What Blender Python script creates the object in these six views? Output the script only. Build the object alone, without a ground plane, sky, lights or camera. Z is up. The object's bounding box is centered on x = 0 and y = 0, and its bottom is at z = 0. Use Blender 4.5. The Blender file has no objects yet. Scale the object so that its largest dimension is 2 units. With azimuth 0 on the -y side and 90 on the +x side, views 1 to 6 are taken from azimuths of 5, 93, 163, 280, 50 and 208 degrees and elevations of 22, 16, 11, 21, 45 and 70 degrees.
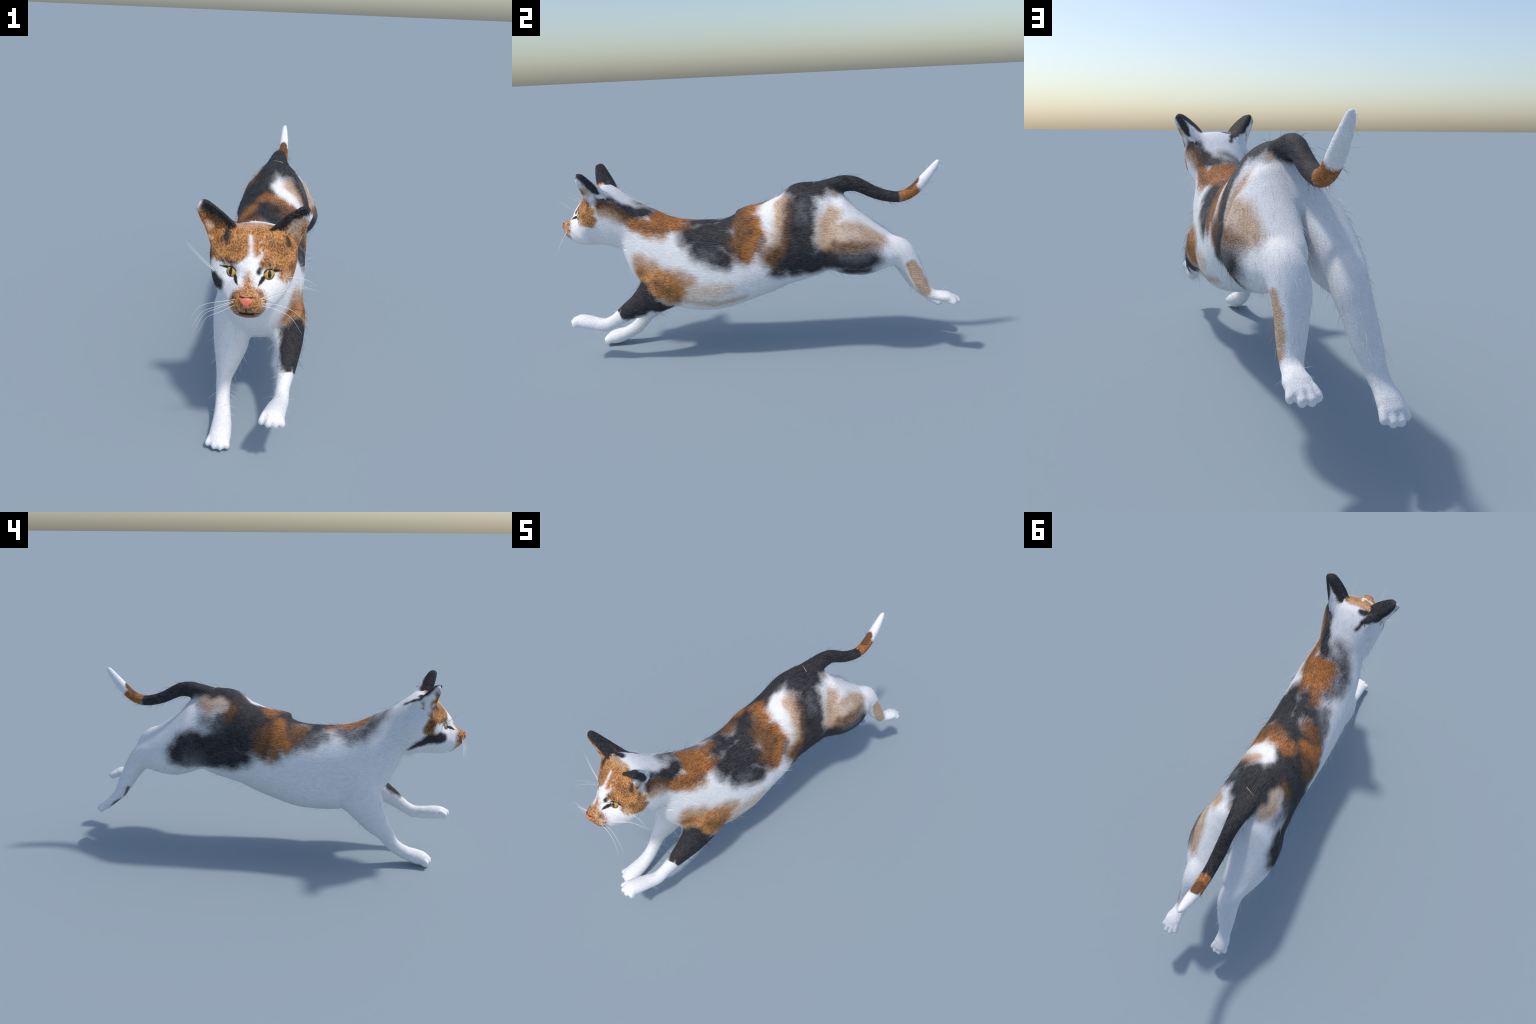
# A calico cat at full gallop.  x = the cat's left, -y = forward, z = up.
import bpy, bmesh, math, random
import numpy as np
from mathutils import Vector, Matrix
from mathutils.bvhtree import BVHTree

rng = np.random.default_rng(7)
VOXEL = 0.0036

# ---------------------------------------------------------------- helpers
def pchip(xs, ys, q):
    """Shape-preserving cubic through the stations."""
    xs = np.asarray(xs, float); ys = np.asarray(ys, float)
    h = np.diff(xs); d = np.diff(ys) / h
    m = np.zeros(len(xs)); m[0] = d[0]; m[-1] = d[-1]
    for i in range(1, len(xs) - 1):
        if d[i-1] * d[i] > 0:
            w1 = 2*h[i] + h[i-1]; w2 = h[i] + 2*h[i-1]
            m[i] = (w1 + w2) / (w1/d[i-1] + w2/d[i])
    k = np.clip(np.searchsorted(xs, q) - 1, 0, len(h) - 1)
    t = (q - xs[k]) / h[k]
    return ((2*t**3 - 3*t**2 + 1)*ys[k] + (t**3 - 2*t**2 + t)*h[k]*m[k]
            + (-2*t**3 + 3*t**2)*ys[k+1] + (t**3 - t**2)*h[k]*m[k+1])


def skin_rings(rings):
    """rings: (n, k, 3) -> verts, faces of a closed tube with fan caps."""
    n, k = rings.shape[:2]
    v = [*rings.reshape(-1, 3), rings[0].mean(0), rings[-1].mean(0)]
    f = []
    for i in range(n - 1):
        for j in range(k):
            a, b = i*k + j, i*k + (j + 1) % k
            f.append((a, b, b + k, a + k))
    for j in range(k):
        f.append((n*k, (j + 1) % k, j))
        f.append((n*k + 1, (n-1)*k + j, (n-1)*k + (j + 1) % k))
    return np.array(v), f


def barrel(stations, step=0.008, k=56):
    """Upright cross-sections along y: (y, z_top, z_bottom, half_width, z_widest, n_top, n_bottom)."""
    s = np.array(stations, float)
    ys = np.unique(np.concatenate([np.arange(s[0, 0], s[-1, 0], step), s[:, 0]]))
    p = [pchip(s[:, 0], s[:, c], ys) for c in range(1, 7)]
    a = np.linspace(0, 2*math.pi, k, endpoint=False)
    rings = []
    for y, zt, zb, w, zw, nt, nb in zip(ys, *p):
        c, sn = np.cos(a), np.sin(a)
        n = np.where(sn >= 0, nt, nb)
        x = w * np.sign(c) * np.abs(c)**(2/n)
        z = np.where(sn >= 0, zt - zw, zw - zb) * np.sign(sn) * np.abs(sn)**(2/n) + zw
        rings.append(np.stack([x, np.full(k, y), z], 1))
    return skin_rings(np.array(rings))


def tube(stations, k=32, sub=6):
    """Limb: (x, y, z, lateral radius, sagittal radius) stations, round ends."""
    s = np.array(stations, float)
    d = np.concatenate([[0], np.cumsum(np.linalg.norm(np.diff(s[:, :3], axis=0), axis=1))])
    q = np.unique(np.concatenate([np.linspace(d[i], d[i+1], sub) for i in range(len(d)-1)]))
    p = np.stack([pchip(d, s[:, c], q) for c in range(5)], 1)
    t = np.gradient(p[:, :3], q, axis=0); t /= np.linalg.norm(t, axis=1)[:, None]
    # rounded caps
    def cap(i, sign):
        out = []
        for u in (0.35, 0.65, 0.86, 0.97):
            r = math.sqrt(1 - u*u)
            out.append(np.concatenate([p[i, :3] + sign*t[i]*u*min(p[i, 3], p[i, 4]), p[i, 3:]*r]))
        return out
    front = cap(0, -1)[::-1]; back = cap(-1, 1)
    P = np.array(front + list(p) + back)
    T = np.concatenate([np.repeat(t[:1], 4, 0), t, np.repeat(t[-1:], 4, 0)])
    a = np.linspace(0, 2*math.pi, k, endpoint=False)
    rings = []
    for c, tt in zip(P, T):
        side = np.array([1.0, 0, 0]) - tt*tt[0]; side /= np.linalg.norm(side)
        up = np.cross(tt, side)
        rings.append(c[:3] + np.outer(np.cos(a)*c[3], side) + np.outer(np.sin(a)*c[4], up))
    return skin_rings(np.array(rings))


def ball(c, r, k=20):
    bm = bmesh.new(); bmesh.ops.create_uvsphere(bm, u_segments=k, v_segments=k//2, radius=1)
    v = np.array([x.co[:] for x in bm.verts]); f = [tuple(q.index for q in p.verts) for p in bm.faces]
    bm.free()
    return v*np.array(r) + np.array(c), f


# ---------------------------------------------------------------- the body's lofts
torso = barrel([
    # y      top    bottom  width  widest  nt   nb
    (-0.687, 0.700, 0.600, 0.054, 0.650, 2.0, 2.0),
    (-0.679, 0.790, 0.572, 0.094, 0.675, 2.0, 2.0),
    (-0.662, 0.844, 0.506, 0.117, 0.665, 2.2, 2.0),
    (-0.637, 0.836, 0.440, 0.127, 0.620, 2.2, 2.0),
    (-0.600, 0.811, 0.385, 0.140, 0.570, 2.05, 2.0),
    (-0.550, 0.785, 0.340, 0.155, 0.530, 2.05, 2.1),
    (-0.500, 0.758, 0.310, 0.166, 0.490, 2.2, 2.2),
    (-0.440, 0.729, 0.284, 0.173, 0.460, 2.2, 2.5),
    (-0.370, 0.711, 0.261, 0.178, 0.440, 2.2, 2.7),
    (-0.280, 0.704, 0.254, 0.180, 0.430, 2.2, 2.7),
    (-0.210, 0.703, 0.255, 0.180, 0.435, 2.25, 2.7),
    (-0.150, 0.709, 0.260, 0.180, 0.445, 2.3, 2.5),
    (-0.115, 0.721, 0.268, 0.180, 0.460, 2.3, 2.4),
    (-0.080, 0.746, 0.277, 0.180, 0.475, 2.25, 2.3),
    (-0.040, 0.766, 0.289, 0.179, 0.490, 2.2, 2.2),
    (0.020, 0.777, 0.308, 0.179, 0.505, 2.1, 2.1),
    (0.076, 0.796, 0.326, 0.177, 0.530, 2.1, 2.0),
    (0.120, 0.815, 0.345, 0.175, 0.550, 2.1, 2.0),
    (0.154, 0.844, 0.360, 0.175, 0.560, 2.0, 1.9),
    (0.200, 0.870, 0.371, 0.177, 0.570, 1.95, 1.9),
    (0.240, 0.877, 0.384, 0.180, 0.580, 1.9, 1.9),
    (0.300, 0.878, 0.401, 0.184, 0.580, 1.85, 1.9),
    (0.360, 0.870, 0.431, 0.184, 0.575, 1.7, 1.9),
    (0.400, 0.852, 0.452, 0.166, 0.575, 1.5, 2.0),
    (0.440, 0.812, 0.484, 0.120, 0.590, 1.5, 2.0),
    (0.490, 0.752, 0.535, 0.060, 0.610, 1.7, 2.0),
    (0.520, 0.712, 0.585, 0.030, 0.630, 2.0, 2.0)])


def thigh(side, stations, round_top, k=48):
    """Thigh as upright sections: crest near the midline, flat outer slope, full knee.
    (y, z_top, z_bottom, x_inner, x_outer, z_widest)"""
    s = np.array(stations)
    ys = np.arange(s[0, 0], s[-1, 0] + .001, .006)
    a = np.linspace(0, 2*math.pi, k, endpoint=False); c, sn = np.cos(a), np.sin(a)
    rings = []
    for y, zt, zb, xi, xo, zw in zip(ys, *[pchip(s[:, 0], s[:, j], ys) for j in range(1, 6)]):
        xc, w = (xi + xo)/2, (xo - xi)/2
        n = np.where(sn >= 0, round_top, 1.75)
        h = np.abs(sn)**(2/n)
        x = xc + w*np.sign(c)*np.abs(c)**(2/n)
        z = np.where(sn >= 0, zw + (zt - zw)*h, zw - (zw - zb)*h)
        crest = np.where(sn >= 0, h, 0)
        x = x + (max(.035, xi + .030) - xc)*crest*.85 + np.where(sn < 0, h, 0)*.006
        rings.append(np.stack([side*x, np.full(k, y), z], 1))
    return skin_rings(np.array(rings))


thigh_l = thigh(1, [(.26, .72, .500, .01, .156, .58), (.32, .795, .474, .01, .186, .575), (.37, .815, .454, .004, .207, .57),
                    (.42, .808, .440, .004, .221, .565), (.47, .770, .433, .012, .226, .558), (.52, .728, .433, .018, .224, .55),
                    (.57, .688, .442, .022, .213, .54), (.62, .650, .458, .026, .193, .535), (.66, .622, .467, .026, .172, .53), (.69, .600, .475, .037, .154, .53)], 2.2)
thigh_r = thigh(-1, [(.26, .72, .500, .01, .152, .585), (.32, .795, .478, .01, .180, .58), (.37, .812, .456, .008, .201, .57),
                     (.42, .802, .437, .010, .211, .565), (.47, .762, .422, .014, .213, .555), (.52, .715, .417, .018, .208, .545),
                     (.57, .674, .420, .022, .196, .53), (.62, .640, .428, .028, .178, .52), (.66, .614, .433, .034, .162, .515), (.68, .598, .437, .040, .153, .515)], 2.0)

head = barrel([
    (-0.985, 0.709, 0.690, 0.012, 0.699, 2.0, 2.0),
    (-0.978, 0.719, 0.679, 0.024, 0.699, 2.0, 2.0),
    (-0.964, 0.727, 0.657, 0.043, 0.688, 2.0, 2.4),
    (-0.945, 0.736, 0.634, 0.057, 0.678, 2.0, 2.4),
    (-0.930, 0.752, 0.621, 0.063, 0.676, 1.7, 2.3),
    (-0.920, 0.771, 0.612, 0.071, 0.680, 1.5, 2.2),
    (-0.900, 0.797, 0.605, 0.082, 0.690, 1.4, 2.2),
    (-0.880, 0.820, 0.601, 0.096, 0.700, 1.6, 2.1),
    (-0.860, 0.841, 0.599, 0.115, 0.715, 1.9, 2.0),
    (-0.830, 0.871, 0.598, 0.139, 0.740, 2.2, 1.9),
    (-0.800, 0.893, 0.597, 0.152, 0.780, 2.6, 1.8),
    (-0.770, 0.902, 0.595, 0.154, 0.790, 2.6, 1.8),
    (-0.740, 0.899, 0.590, 0.152, 0.770, 2.5, 1.9),
    (-0.700, 0.882, 0.584, 0.143, 0.730, 2.3, 2.0),
    (-0.660, 0.855, 0.575, 0.131, 0.690, 2.2, 2.0),
    (-0.610, 0.812, 0.570, 0.115, 0.660, 2.0, 2.0)], step=0.005)

fore_l = [(.096, -.39, .49, .070, .120), (.114, -.46, .41, .082, .124), (.130, -.535, .345, .068, .092),
          (.138, -.60, .306, .050, .065), (.139, -.65, .282, .040, .049), (.133, -.70, .248, .032, .038),
          (.129, -.742, .222, .028, .033), (.127, -.790, .203, .031, .034), (.117, -.840, .208, .036, .034)]
paw_fl = [(.117, -.840, .208, .036, .034), (.110, -.885, .215, .041, .036), (.105, -.920, .219, .043, .033), (.104, -.937, .220, .039, .025)]
fore_r = [(-.095, -.39, .50, .070, .115), (-.108, -.46, .41, .080, .122), (-.102, -.53, .30, .074, .092),
          (-.110, -.585, .22, .048, .066), (-.116, -.63, .17, .031, .045), (-.113, -.668, .117, .029, .036),
          (-.107, -.708, .083, .033, .035), (-.102, -.753, .060, .038, .034)]
paw_fr = [(-.102, -.753, .060, .038, .034), (-.100, -.800, .045, .042, .039), (-.100, -.838, .036, .043, .033), (-.101, -.850, .032, .039, .025)]
hind_l = [(.100, .60, .55, .060, .075), (.096, .65, .545, .062, .076), (.093, .69, .535, .061, .072),
          (.091, .735, .495, .058, .060), (.099, .77, .440, .050, .047), (.111, .805, .375, .042, .038),
          (.120, .835, .330, .033, .029)]
paw_hl = [(.120, .835, .330, .033, .029), (.125, .870, .315, .031, .025), (.130, .92, .309, .039, .025), (.129, .952, .298, .035, .021)]
hind_r = [(-.104, .58, .54, .058, .070), (-.100, .63, .528, .060, .070), (-.095, .67, .512, .058, .072),
          (-.091, .715, .475, .056, .062), (-.098, .755, .417, .050, .050), (-.108, .795, .345, .044, .042),
          (-.119, .830, .282, .034, .031)]
paw_hr = [(-.119, .830, .282, .034, .031), (-.124, .860, .252, .031, .026), (-.130, .90, .222, .039, .026), (-.130, .926, .207, .036, .021)]
tail = [(0, .33, .850, .060, .030), (.000, .37, .858, .052, .032), (.000, .44, .863, .040, .042), (.000, .485, .861, .034, .038),
        (.000, .53, .843, .031, .034), (.000, .59, .813, .031, .031), (.001, .65, .794, .029, .029),
        (.002, .70, .787, .028, .028), (.003, .745, .797, .028, .028), (.002, .785, .823, .028, .028),
        (.001, .825, .865, .026, .027), (-.001, .862, .910, .021, .022), (-.002, .884, .940, .016, .017), (-.002, .892, .953, .012, .012)]


def toes(tips, roots, r, tall=1.35):
    out = []
    for (tx, ty, tz), (rx, ry, rz) in zip(tips, roots):
        out.append(tube([(rx, ry, rz - .006, r*0.85, r*tall*.78), ((tx+rx)/2, (ty+ry)/2, (tz+rz)/2 + .004, r, r*tall*1.08), (tx, ty, tz, r*0.95, r*tall*.92)], k=20))
    return out


toes_fl = toes([(.066, -.944, .217), (.091, -.957, .218), (.117, -.957, .217), (.142, -.945, .214)],
               [(.082, -.90, .221), (.096, -.90, .223), (.110, -.90, .223), (.126, -.90, .220)], .0122, 1.65)
toes_fr = toes([(-.142, -.851, .026), (-.115, -.865, .026), (-.090, -.867, .026), (-.066, -.858, .027)],
               [(-.124, -.81, .036), (-.109, -.81, .040), (-.093, -.81, .040), (-.079, -.81, .036)], .0122, 1.65)
toes_hl = toes([(.161, .957, .288), (.138, .979, .286), (.114, .981, .286), (.094, .967, .288)],
               [(.146, .91, .304), (.134, .91, .308), (.121, .91, .308), (.109, .91, .304)], .0125, 1.4)
toes_hr = toes([(-.162, .934, .190), (-.139, .951, .185), (-.116, .951, .185), (-.096, .939, .190)],
               [(-.148, .89, .215), (-.136, .89, .220), (-.123, .89, .220), (-.110, .89, .215)], .0125, 1.4)


def ear(side):
    """A cupped leaf with a rounded tip: a bent sheet of real thickness, hollow in front."""
    L = np.array
    ts = np.concatenate([np.linspace(0, .86, 18), [.90, .93, .955, .975, .99, .997]])
    key = [0, .3, .65, 1]
    line = lambda pts, t: L([pchip(key, [p[c] for p in pts], L([t]))[0] for c in range(3)])
    inner = [(.050, -.800, .885), (.080, -.812, .925), (.120, -.822, .962), (.160, -.829, .990)]
    outer = [(.146, -.790, .800), (.168, -.803, .880), (.187, -.812, .926), (.201, -.821, .968)]
    back = [(.090, -.695, .860), (.124, -.734, .905), (.152, -.768, .948), (.180, -.802, .992)]
    u = np.linspace(0, 1, 17)
    rings = []
    for t in ts:
        i, o, b = line(inner, t), line(outer, t), line(back, t)
        mid = (i + o)/2
        half = .0052
        arc = L([i*(1-q)**2 + o*q*q + (2*b - mid)*2*q*(1-q) for q in u])
        tan = np.gradient(arc, axis=0); tan /= np.linalg.norm(tan, axis=1)[:, None]
        axis = np.cross(o - i, b - mid); axis /= np.linalg.norm(axis)
        nor = np.cross(tan, axis); nor *= np.sign(((arc - mid)*nor).sum(1).mean())
        fill = (.85 - .25*min(1, t/.45))*np.linalg.norm(b - mid)*np.sin(math.pi*u)[:, None]**1.0
        outside = arc; inside = arc - nor*(2*half + fill)
        s_ = arc[0] - tan[0]*half - nor[0]*half; e_ = arc[-1] + tan[-1]*half - nor[-1]*half
        ring = np.concatenate([outside, e_[None], inside[::-1], s_[None]])
        if t > .86:
            q = (t - .86)/.14
            cen = ring.mean(0)
            ring = cen + (ring - cen)*math.sqrt(max(0, 1 - q*q))
        rings.append(ring)
    rings = L(rings)
    rings[:, :, 0] *= side
    return skin_rings(rings)


ears = {1: ear(1), -1: ear(-1)}

parts = [('torso', torso), ('head', head), ('forelimb', tube(fore_l)), ('forelimb.001', tube(fore_r)),
         ('hindlimb', thigh_l), ('hindlimb.001', thigh_r), ('hindlimb', tube(hind_l)), ('hindlimb.001', tube(hind_r)), ('tail', tube(tail)),
         ('front_paw', tube(paw_fl)), ('front_paw.001', tube(paw_fr)), ('hind_paw', tube(paw_hl)), ('hind_paw.001', tube(paw_hr)),
         ('ear', ears[1]), ('ear.001', ears[-1])]
for n, ts in (('front_paw', toes_fl), ('front_paw.001', toes_fr), ('hind_paw', toes_hl), ('hind_paw.001', toes_hr)):
    parts += [(n, t) for t in ts]

# ---------------------------------------------------------------- one skin over all lofts
def mesh_of(v, f, name):
    me = bpy.data.meshes.new(name); me.from_pydata([tuple(p) for p in v], [], f); me.update()
    return me


def fused(parts, voxel):
    V, F, n = [], [], 0
    for _, (v, f) in parts:
        bm = bmesh.new(); me = mesh_of(v, f, 'loft'); bm.from_mesh(me)
        bmesh.ops.recalc_face_normals(bm, faces=bm.faces); bm.to_mesh(me); bm.free()
        V.append(np.array([x.co[:] for x in me.vertices])); F += [tuple(i + n for i in p.vertices) for p in me.polygons]
        n += len(me.vertices); bpy.data.meshes.remove(me)
    ob = bpy.data.objects.new('fused', mesh_of(np.concatenate(V), F, 'fused'))
    bpy.context.scene.collection.objects.link(ob)
    m = ob.modifiers.new('remesh', 'REMESH'); m.mode = 'VOXEL'; m.voxel_size = voxel; m.adaptivity = 0
    me = bpy.data.meshes.new_from_object(ob.evaluated_get(bpy.context.evaluated_depsgraph_get()))
    bpy.data.objects.remove(ob)
    v = np.empty(len(me.vertices)*3); me.vertices.foreach_get('co', v)
    f = np.empty(len(me.loops), int); me.loops.foreach_get('vertex_index', f)
    return v.reshape(-1, 3), f.reshape(-1, 4)


V, Q = fused(parts, VOXEL)
E = np.unique(np.sort(np.concatenate([Q[:, [0, 1]], Q[:, [1, 2]], Q[:, [2, 3]], Q[:, [3, 0]]]), axis=1), axis=0)
half_edges = np.concatenate([E, E[:, ::-1]]); half_edges = half_edges[np.argsort(half_edges[:, 0], kind='stable')]
deg = np.bincount(half_edges[:, 0], minlength=len(V))
slot = np.arange(len(half_edges)) - np.repeat(np.cumsum(deg) - deg, deg)
near = np.repeat(np.arange(len(V))[:, None], deg.max(), 1)          # neighbours, padded with the vertex itself
near[half_edges[:, 0], slot] = half_edges[:, 1]
pad = (deg.max() - deg)[:, None]


def averaged(a):
    s = a[near[:, 0]].copy()
    for k in range(1, near.shape[1]):
        s += a[near[:, k]]
    return (s - pad*a) / deg[:, None]


def blob(c, r):
    return np.exp(-(((V - np.array(c)) / np.array(r))**2).sum(1))


def relax(weight, times):
    global V
    for _ in range(times):
        V = V + weight[:, None]*0.6*(averaged(V) - V)


# which loft does each vertex belong to
from mathutils.kdtree import KDTree
owner_names = [n for n, _ in parts]
count = sum(len(p[1][0]) for p in parts)
kd = KDTree(count); loft_of = []
for j, (_, (v, f)) in enumerate(parts):
    for p in v:
        kd.insert(p, len(loft_of)); loft_of.append(j)
kd.balance()
own = np.array([loft_of[kd.find(p)[1]] for p in V])
is_ear = np.isin(own, [j for j, n in enumerate(owner_names) if n.startswith('ear')]).astype(float)
is_paw = np.isin(own, [j for j, n in enumerate(owner_names) if 'paw' in n]).astype(float)
is_head = (own == 1).astype(float)
soft = np.ones(len(V)); soft -= is_ear*.9 + is_paw*.93 + is_head*.55
soft[np.abs(V[:, 1] + .097) < .03] *= .55
soft = averaged(averaged(soft[:, None]))[:, 0].clip(0, 1)
relax(soft, 16)
relax(np.full(len(V), .5), 3)
joint = sum(blob(c, r) for c, r in [
    ((.15, -.50, .42), (.10, .17, .17)), ((-.15, -.50, .40), (.10, .17, .17)), ((0, -.58, .38), (.12, .1, .1)),
    ((.13, .33, .58), (.10, .13, .22)), ((-.13, .33, .58), (.10, .13, .22)), ((0, .42, .62), (.10, .12, .2)),
    ((0, .37, .83), (.07, .08, .05)), ((0, -.68, .72), (.16, .07, .2)), ((.11, -.70, .85), (.06, .05, .06)), ((-.11, -.70, .85), (.06, .05, .06)),
    ((.10, .66, .56), (.09, .06, .12)), ((-.10, .65, .55), (.09, .06, .12)), ((.06, .36, .45), (.1, .1, .08)), ((-.06, .36, .45), (.1, .1, .08))]).clip(0, 1)
relax(joint, 60)
# the brisket hangs a little to the left in this stride
lean = np.exp(-((V[:, 1] + .28)/.20)**2) / (1 + np.exp((V[:, 2] - .36)/.03)) * (own == 0)
V = V - np.stack([0*lean, 0*lean, lean*V[:, 0]*.08], 1)
# the fold of skin across the loin, left of the spine
flap = np.exp(-((V[:, 0] - .05)/.07)**2) * (V[:, 2] > .6) * np.exp(-((V[:, 1] + .085)/.035)**2) / (1 + np.exp(-(V[:, 1] + .094)/.003))
V = V + flap[:, None]*np.array([.002, -.008, .011])

# ---------------------------------------------------------------- face
def skin_normals():
    a, b, c_, d = (V[Q[:, i]] for i in range(4))
    fn = np.cross(c_ - a, d - b)
    n = np.stack([sum(np.bincount(Q[:, i], fn[:, ax], len(V)) for i in range(4)) for ax in range(3)], 1)
    return n / (np.linalg.norm(n, axis=1)[:, None] + 1e-12)


def press(c, r, depth):
    """Push the skin in (depth > 0) or out around c; on both sides of the face."""
    global V
    n = skin_normals(); w = 0
    for sx in ((1, -1) if c[0] else (1,)):
        w = w + blob((c[0]*sx, c[1], c[2]), r)
    V = V - n*(w*depth)[:, None]


EYE = Vector((.0655, -.882, .762))
press((.020, -.915, .745), (.016, .05, .035), .004)       # beside the bridge
press((.066, -.888, .790), (.035, .03, .012), -.004)      # brow
press((.034, -.950, .672), (.024, .03, .020), -.005)      # whisker pads
press((0, -.97, .664), (.004, .03, .016), .004)           # lip cleft
press((.115, -.850, .715), (.03, .04, .03), -.003)        # cheeks
press((.066, -.886, .762), (.027, .03, .023), .0125)      # eye sockets
mouth_w = np.exp(-((V[:, 2] - (.646 - 1.2*V[:, 0]**2))/.0045)**2) * (np.abs(V[:, 0]) < .05) * (V[:, 1] < -.935) * np.exp(-(V[:, 0]/.036)**4)
V = V - skin_normals()*(mouth_w*.009)[:, None]

# loose skin folded where the neck meets the chest on the left
for c0, r0, dd in (((.118, -.672, .612), (.03, .022, .0045), .006), ((.122, -.655, .600), (.03, .016, .004), .006), ((.112, -.690, .596), (.03, .020, .004), .005)):
    V = V - skin_normals()*(blob(c0, r0)*dd)[:, None]

# ---------------------------------------------------------------- regions
region_of = {}
names = ['torso', 'neck', 'head', 'ear', 'ear.001', 'forelimb', 'forelimb.001', 'front_paw', 'front_paw.001',
         'hindlimb', 'hindlimb.001', 'hind_paw', 'hind_paw.001', 'tail']
lab = np.array([names.index(owner_names[j]) for j in own])
c = V
lab[(lab == 2) & (c[:, 1] > -.735 + .25*(c[:, 2] - .75))] = 1
lab[(lab == 0) & (c[:, 1] < -.60) & (c[:, 2] > .56)] = 1
lab[np.isin(lab, [0]) & (c[:, 1] > .41)] = np.where(c[np.isin(lab, [0]) & (c[:, 1] > .41)][:, 0] > 0, 9, 10)
for _ in range(14):                      # majority filter so that borders run smooth
    hot = np.zeros((len(V), len(names))); hot[np.arange(len(V)), lab] = 1
    lab = (averaged(hot) + hot*.3).argmax(1)

hot = np.zeros((len(Q), len(names)))
for k in range(4):
    hot[np.arange(len(Q)), lab[Q[:, k]]] += 1
face_lab = hot.argmax(1)

# vertex normals of the whole skin
N = skin_normals()

# ---------------------------------------------------------------- objects
def link(ob, parent=None):
    bpy.context.scene.collection.objects.link(ob)
    if parent is not None:
        ob.parent = parent
    return ob


cat = bpy.data.objects.new('calico_cat', None); link(cat)
cat['label'] = 'slender calico cat running at full stretch, white, orange and black'
cat['category'] = 'cat'

# ---------------------------------------------------------------- the coat
# Each marking is a set of brush-like strokes: points with radii in the body's own space.
#   (colour, softness, ragged edge, [stroke, ...]); a stroke is [(x, y, z, r), ...]
# Later markings lie over earlier ones.
TONES = {            # darker and lighter hairs of each coat colour
    'white': ((.735, .735, .748), (.87, .87, .87)),
    'black': ((.008, .008, .010), (.050, .050, .054)),
    'smoke': ((.07, .07, .08), (.20, .20, .21)),
    'orange': ((.17, .058, .014), (.50, .200, .056)),
    'brown': ((.055, .028, .012), (.23, .105, .042)),
    'tan': ((.40, .25, .155), (.64, .475, .345)),
    'pale': ((.50, .40, .31), (.74, .65, .56)),
    'ginger': ((.21, .080, .022), (.60, .29, .105)),
    'skin': ((.30, .11, .06), (.36, .14, .08)),
    'liner': ((.014, .008, .006), (.03, .018, .014)),
    'mouth': ((.010, .004, .003), (.02, .008, .006)),
}
S = .030


def stroke(r, *pts):
    """Equal radius unless a point carries its own."""
    return [(*p, r) if len(p) == 3 else p for p in pts]


# neck and shoulders
NECK_MARKS = [
    ('tan', .018, 1, [stroke(.030, (.150, -.735, .800), (.130, -.680, .780), (.112, -.620, .748))]),
    ('brown', .018, 1, [stroke(.026, (.142, -.740, .832), (.114, -.690, .812), (.105, -.640, .782), (.115, -.590, .735))]),
    ('orange', .020, 1, [stroke(.040, (.116, -.580, .725), (.120, -.520, .705), (.080, -.455, .712), (.072, -.400, .700), (.078, -.350, .688)),
                         stroke(.046, (.060, -.490, .740), (.000, -.470, .745), (.030, -.410, .715), (-.002, -.350, .712), (-.010, -.295, .706, .038))]),
    ('tan', .018, 1, [stroke(.022, (.136, -.565, .690), (.136, -.505, .672), (.134, -.450, .660))]),
    ('orange', .022, 1, [stroke(.018, (.128, -.58, .712), (.125, -.50, .694), (.116, -.44, .684))]),
    ('brown', .030, 1, [stroke(.010, (.115, -.56, .720), (.125, -.50, .695), (.110, -.44, .690))]),
    ('black', .014, 1, [stroke(.018, (.132, -.738, .858), (.098, -.690, .842), (.088, -.640, .806), (.084, -.600, .786, .032)),
                        stroke(.034, (.082, -.590, .778), (.062, -.552, .774), (.036, -.530, .772, .022))]),
    ('smoke', .035, 1, [stroke(.034, (-.060, -.430, .712), (-.055, -.370, .702))]),
    ('orange', .025, 1, [stroke(.040, (-.018, -.470, .738), (-.022, -.410, .715))]),
    ('smoke', .040, 1, [stroke(.034, (.000, -.585, .806), (-.040, -.560, .785), (-.080, -.520, .742), (-.105, -.475, .696), (-.105, -.420, .685), (-.070, -.370, .697, .020))]),
    ('black', .030, 1, [stroke(.016, (.04, -.54, .775), (.0, -.53, .77), (-.06, -.52, .752), (-.085, -.48, .715))]),
]
# saddle
SADDLE_MARKS = [
    ('black', .030, 1, [stroke(.064, (.112, -.315, .650), (.090, -.240, .678), (.085, -.160, .686), (.060, -.110, .710)),
                        stroke(.064, (.158, -.270, .605), (.170, -.210, .570), (.178, -.150, .545, .056)),
                        stroke(.064, (.140, -.240, .630), (.135, -.160, .640), (.150, -.110, .610)),
                        stroke(.046, (.040, -.250, .700), (-.010, -.230, .703), (-.060, -.240, .690), (-.095, -.190, .674), (-.08, -.12, .69)),
                        stroke(.034, (.040, -.290, .705), (-.03, -.255, .70)), stroke(.046, (.03, -.17, .70), (.01, -.13, .71)), stroke(.045, (.037, -.308, .701), (.026, -.207, .701))]),
    ('smoke', .040, 1, [stroke(.008, (.165, -.255, .580), (.178, -.210, .560))]),
    ('smoke', .035, 1, [stroke(.036, (-.090, -.280, .675), (-.118, -.220, .650), (-.135, -.150, .635), (-.150, -.100, .615)), stroke(.030, (-.165, -.05, .575))]),
]
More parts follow.
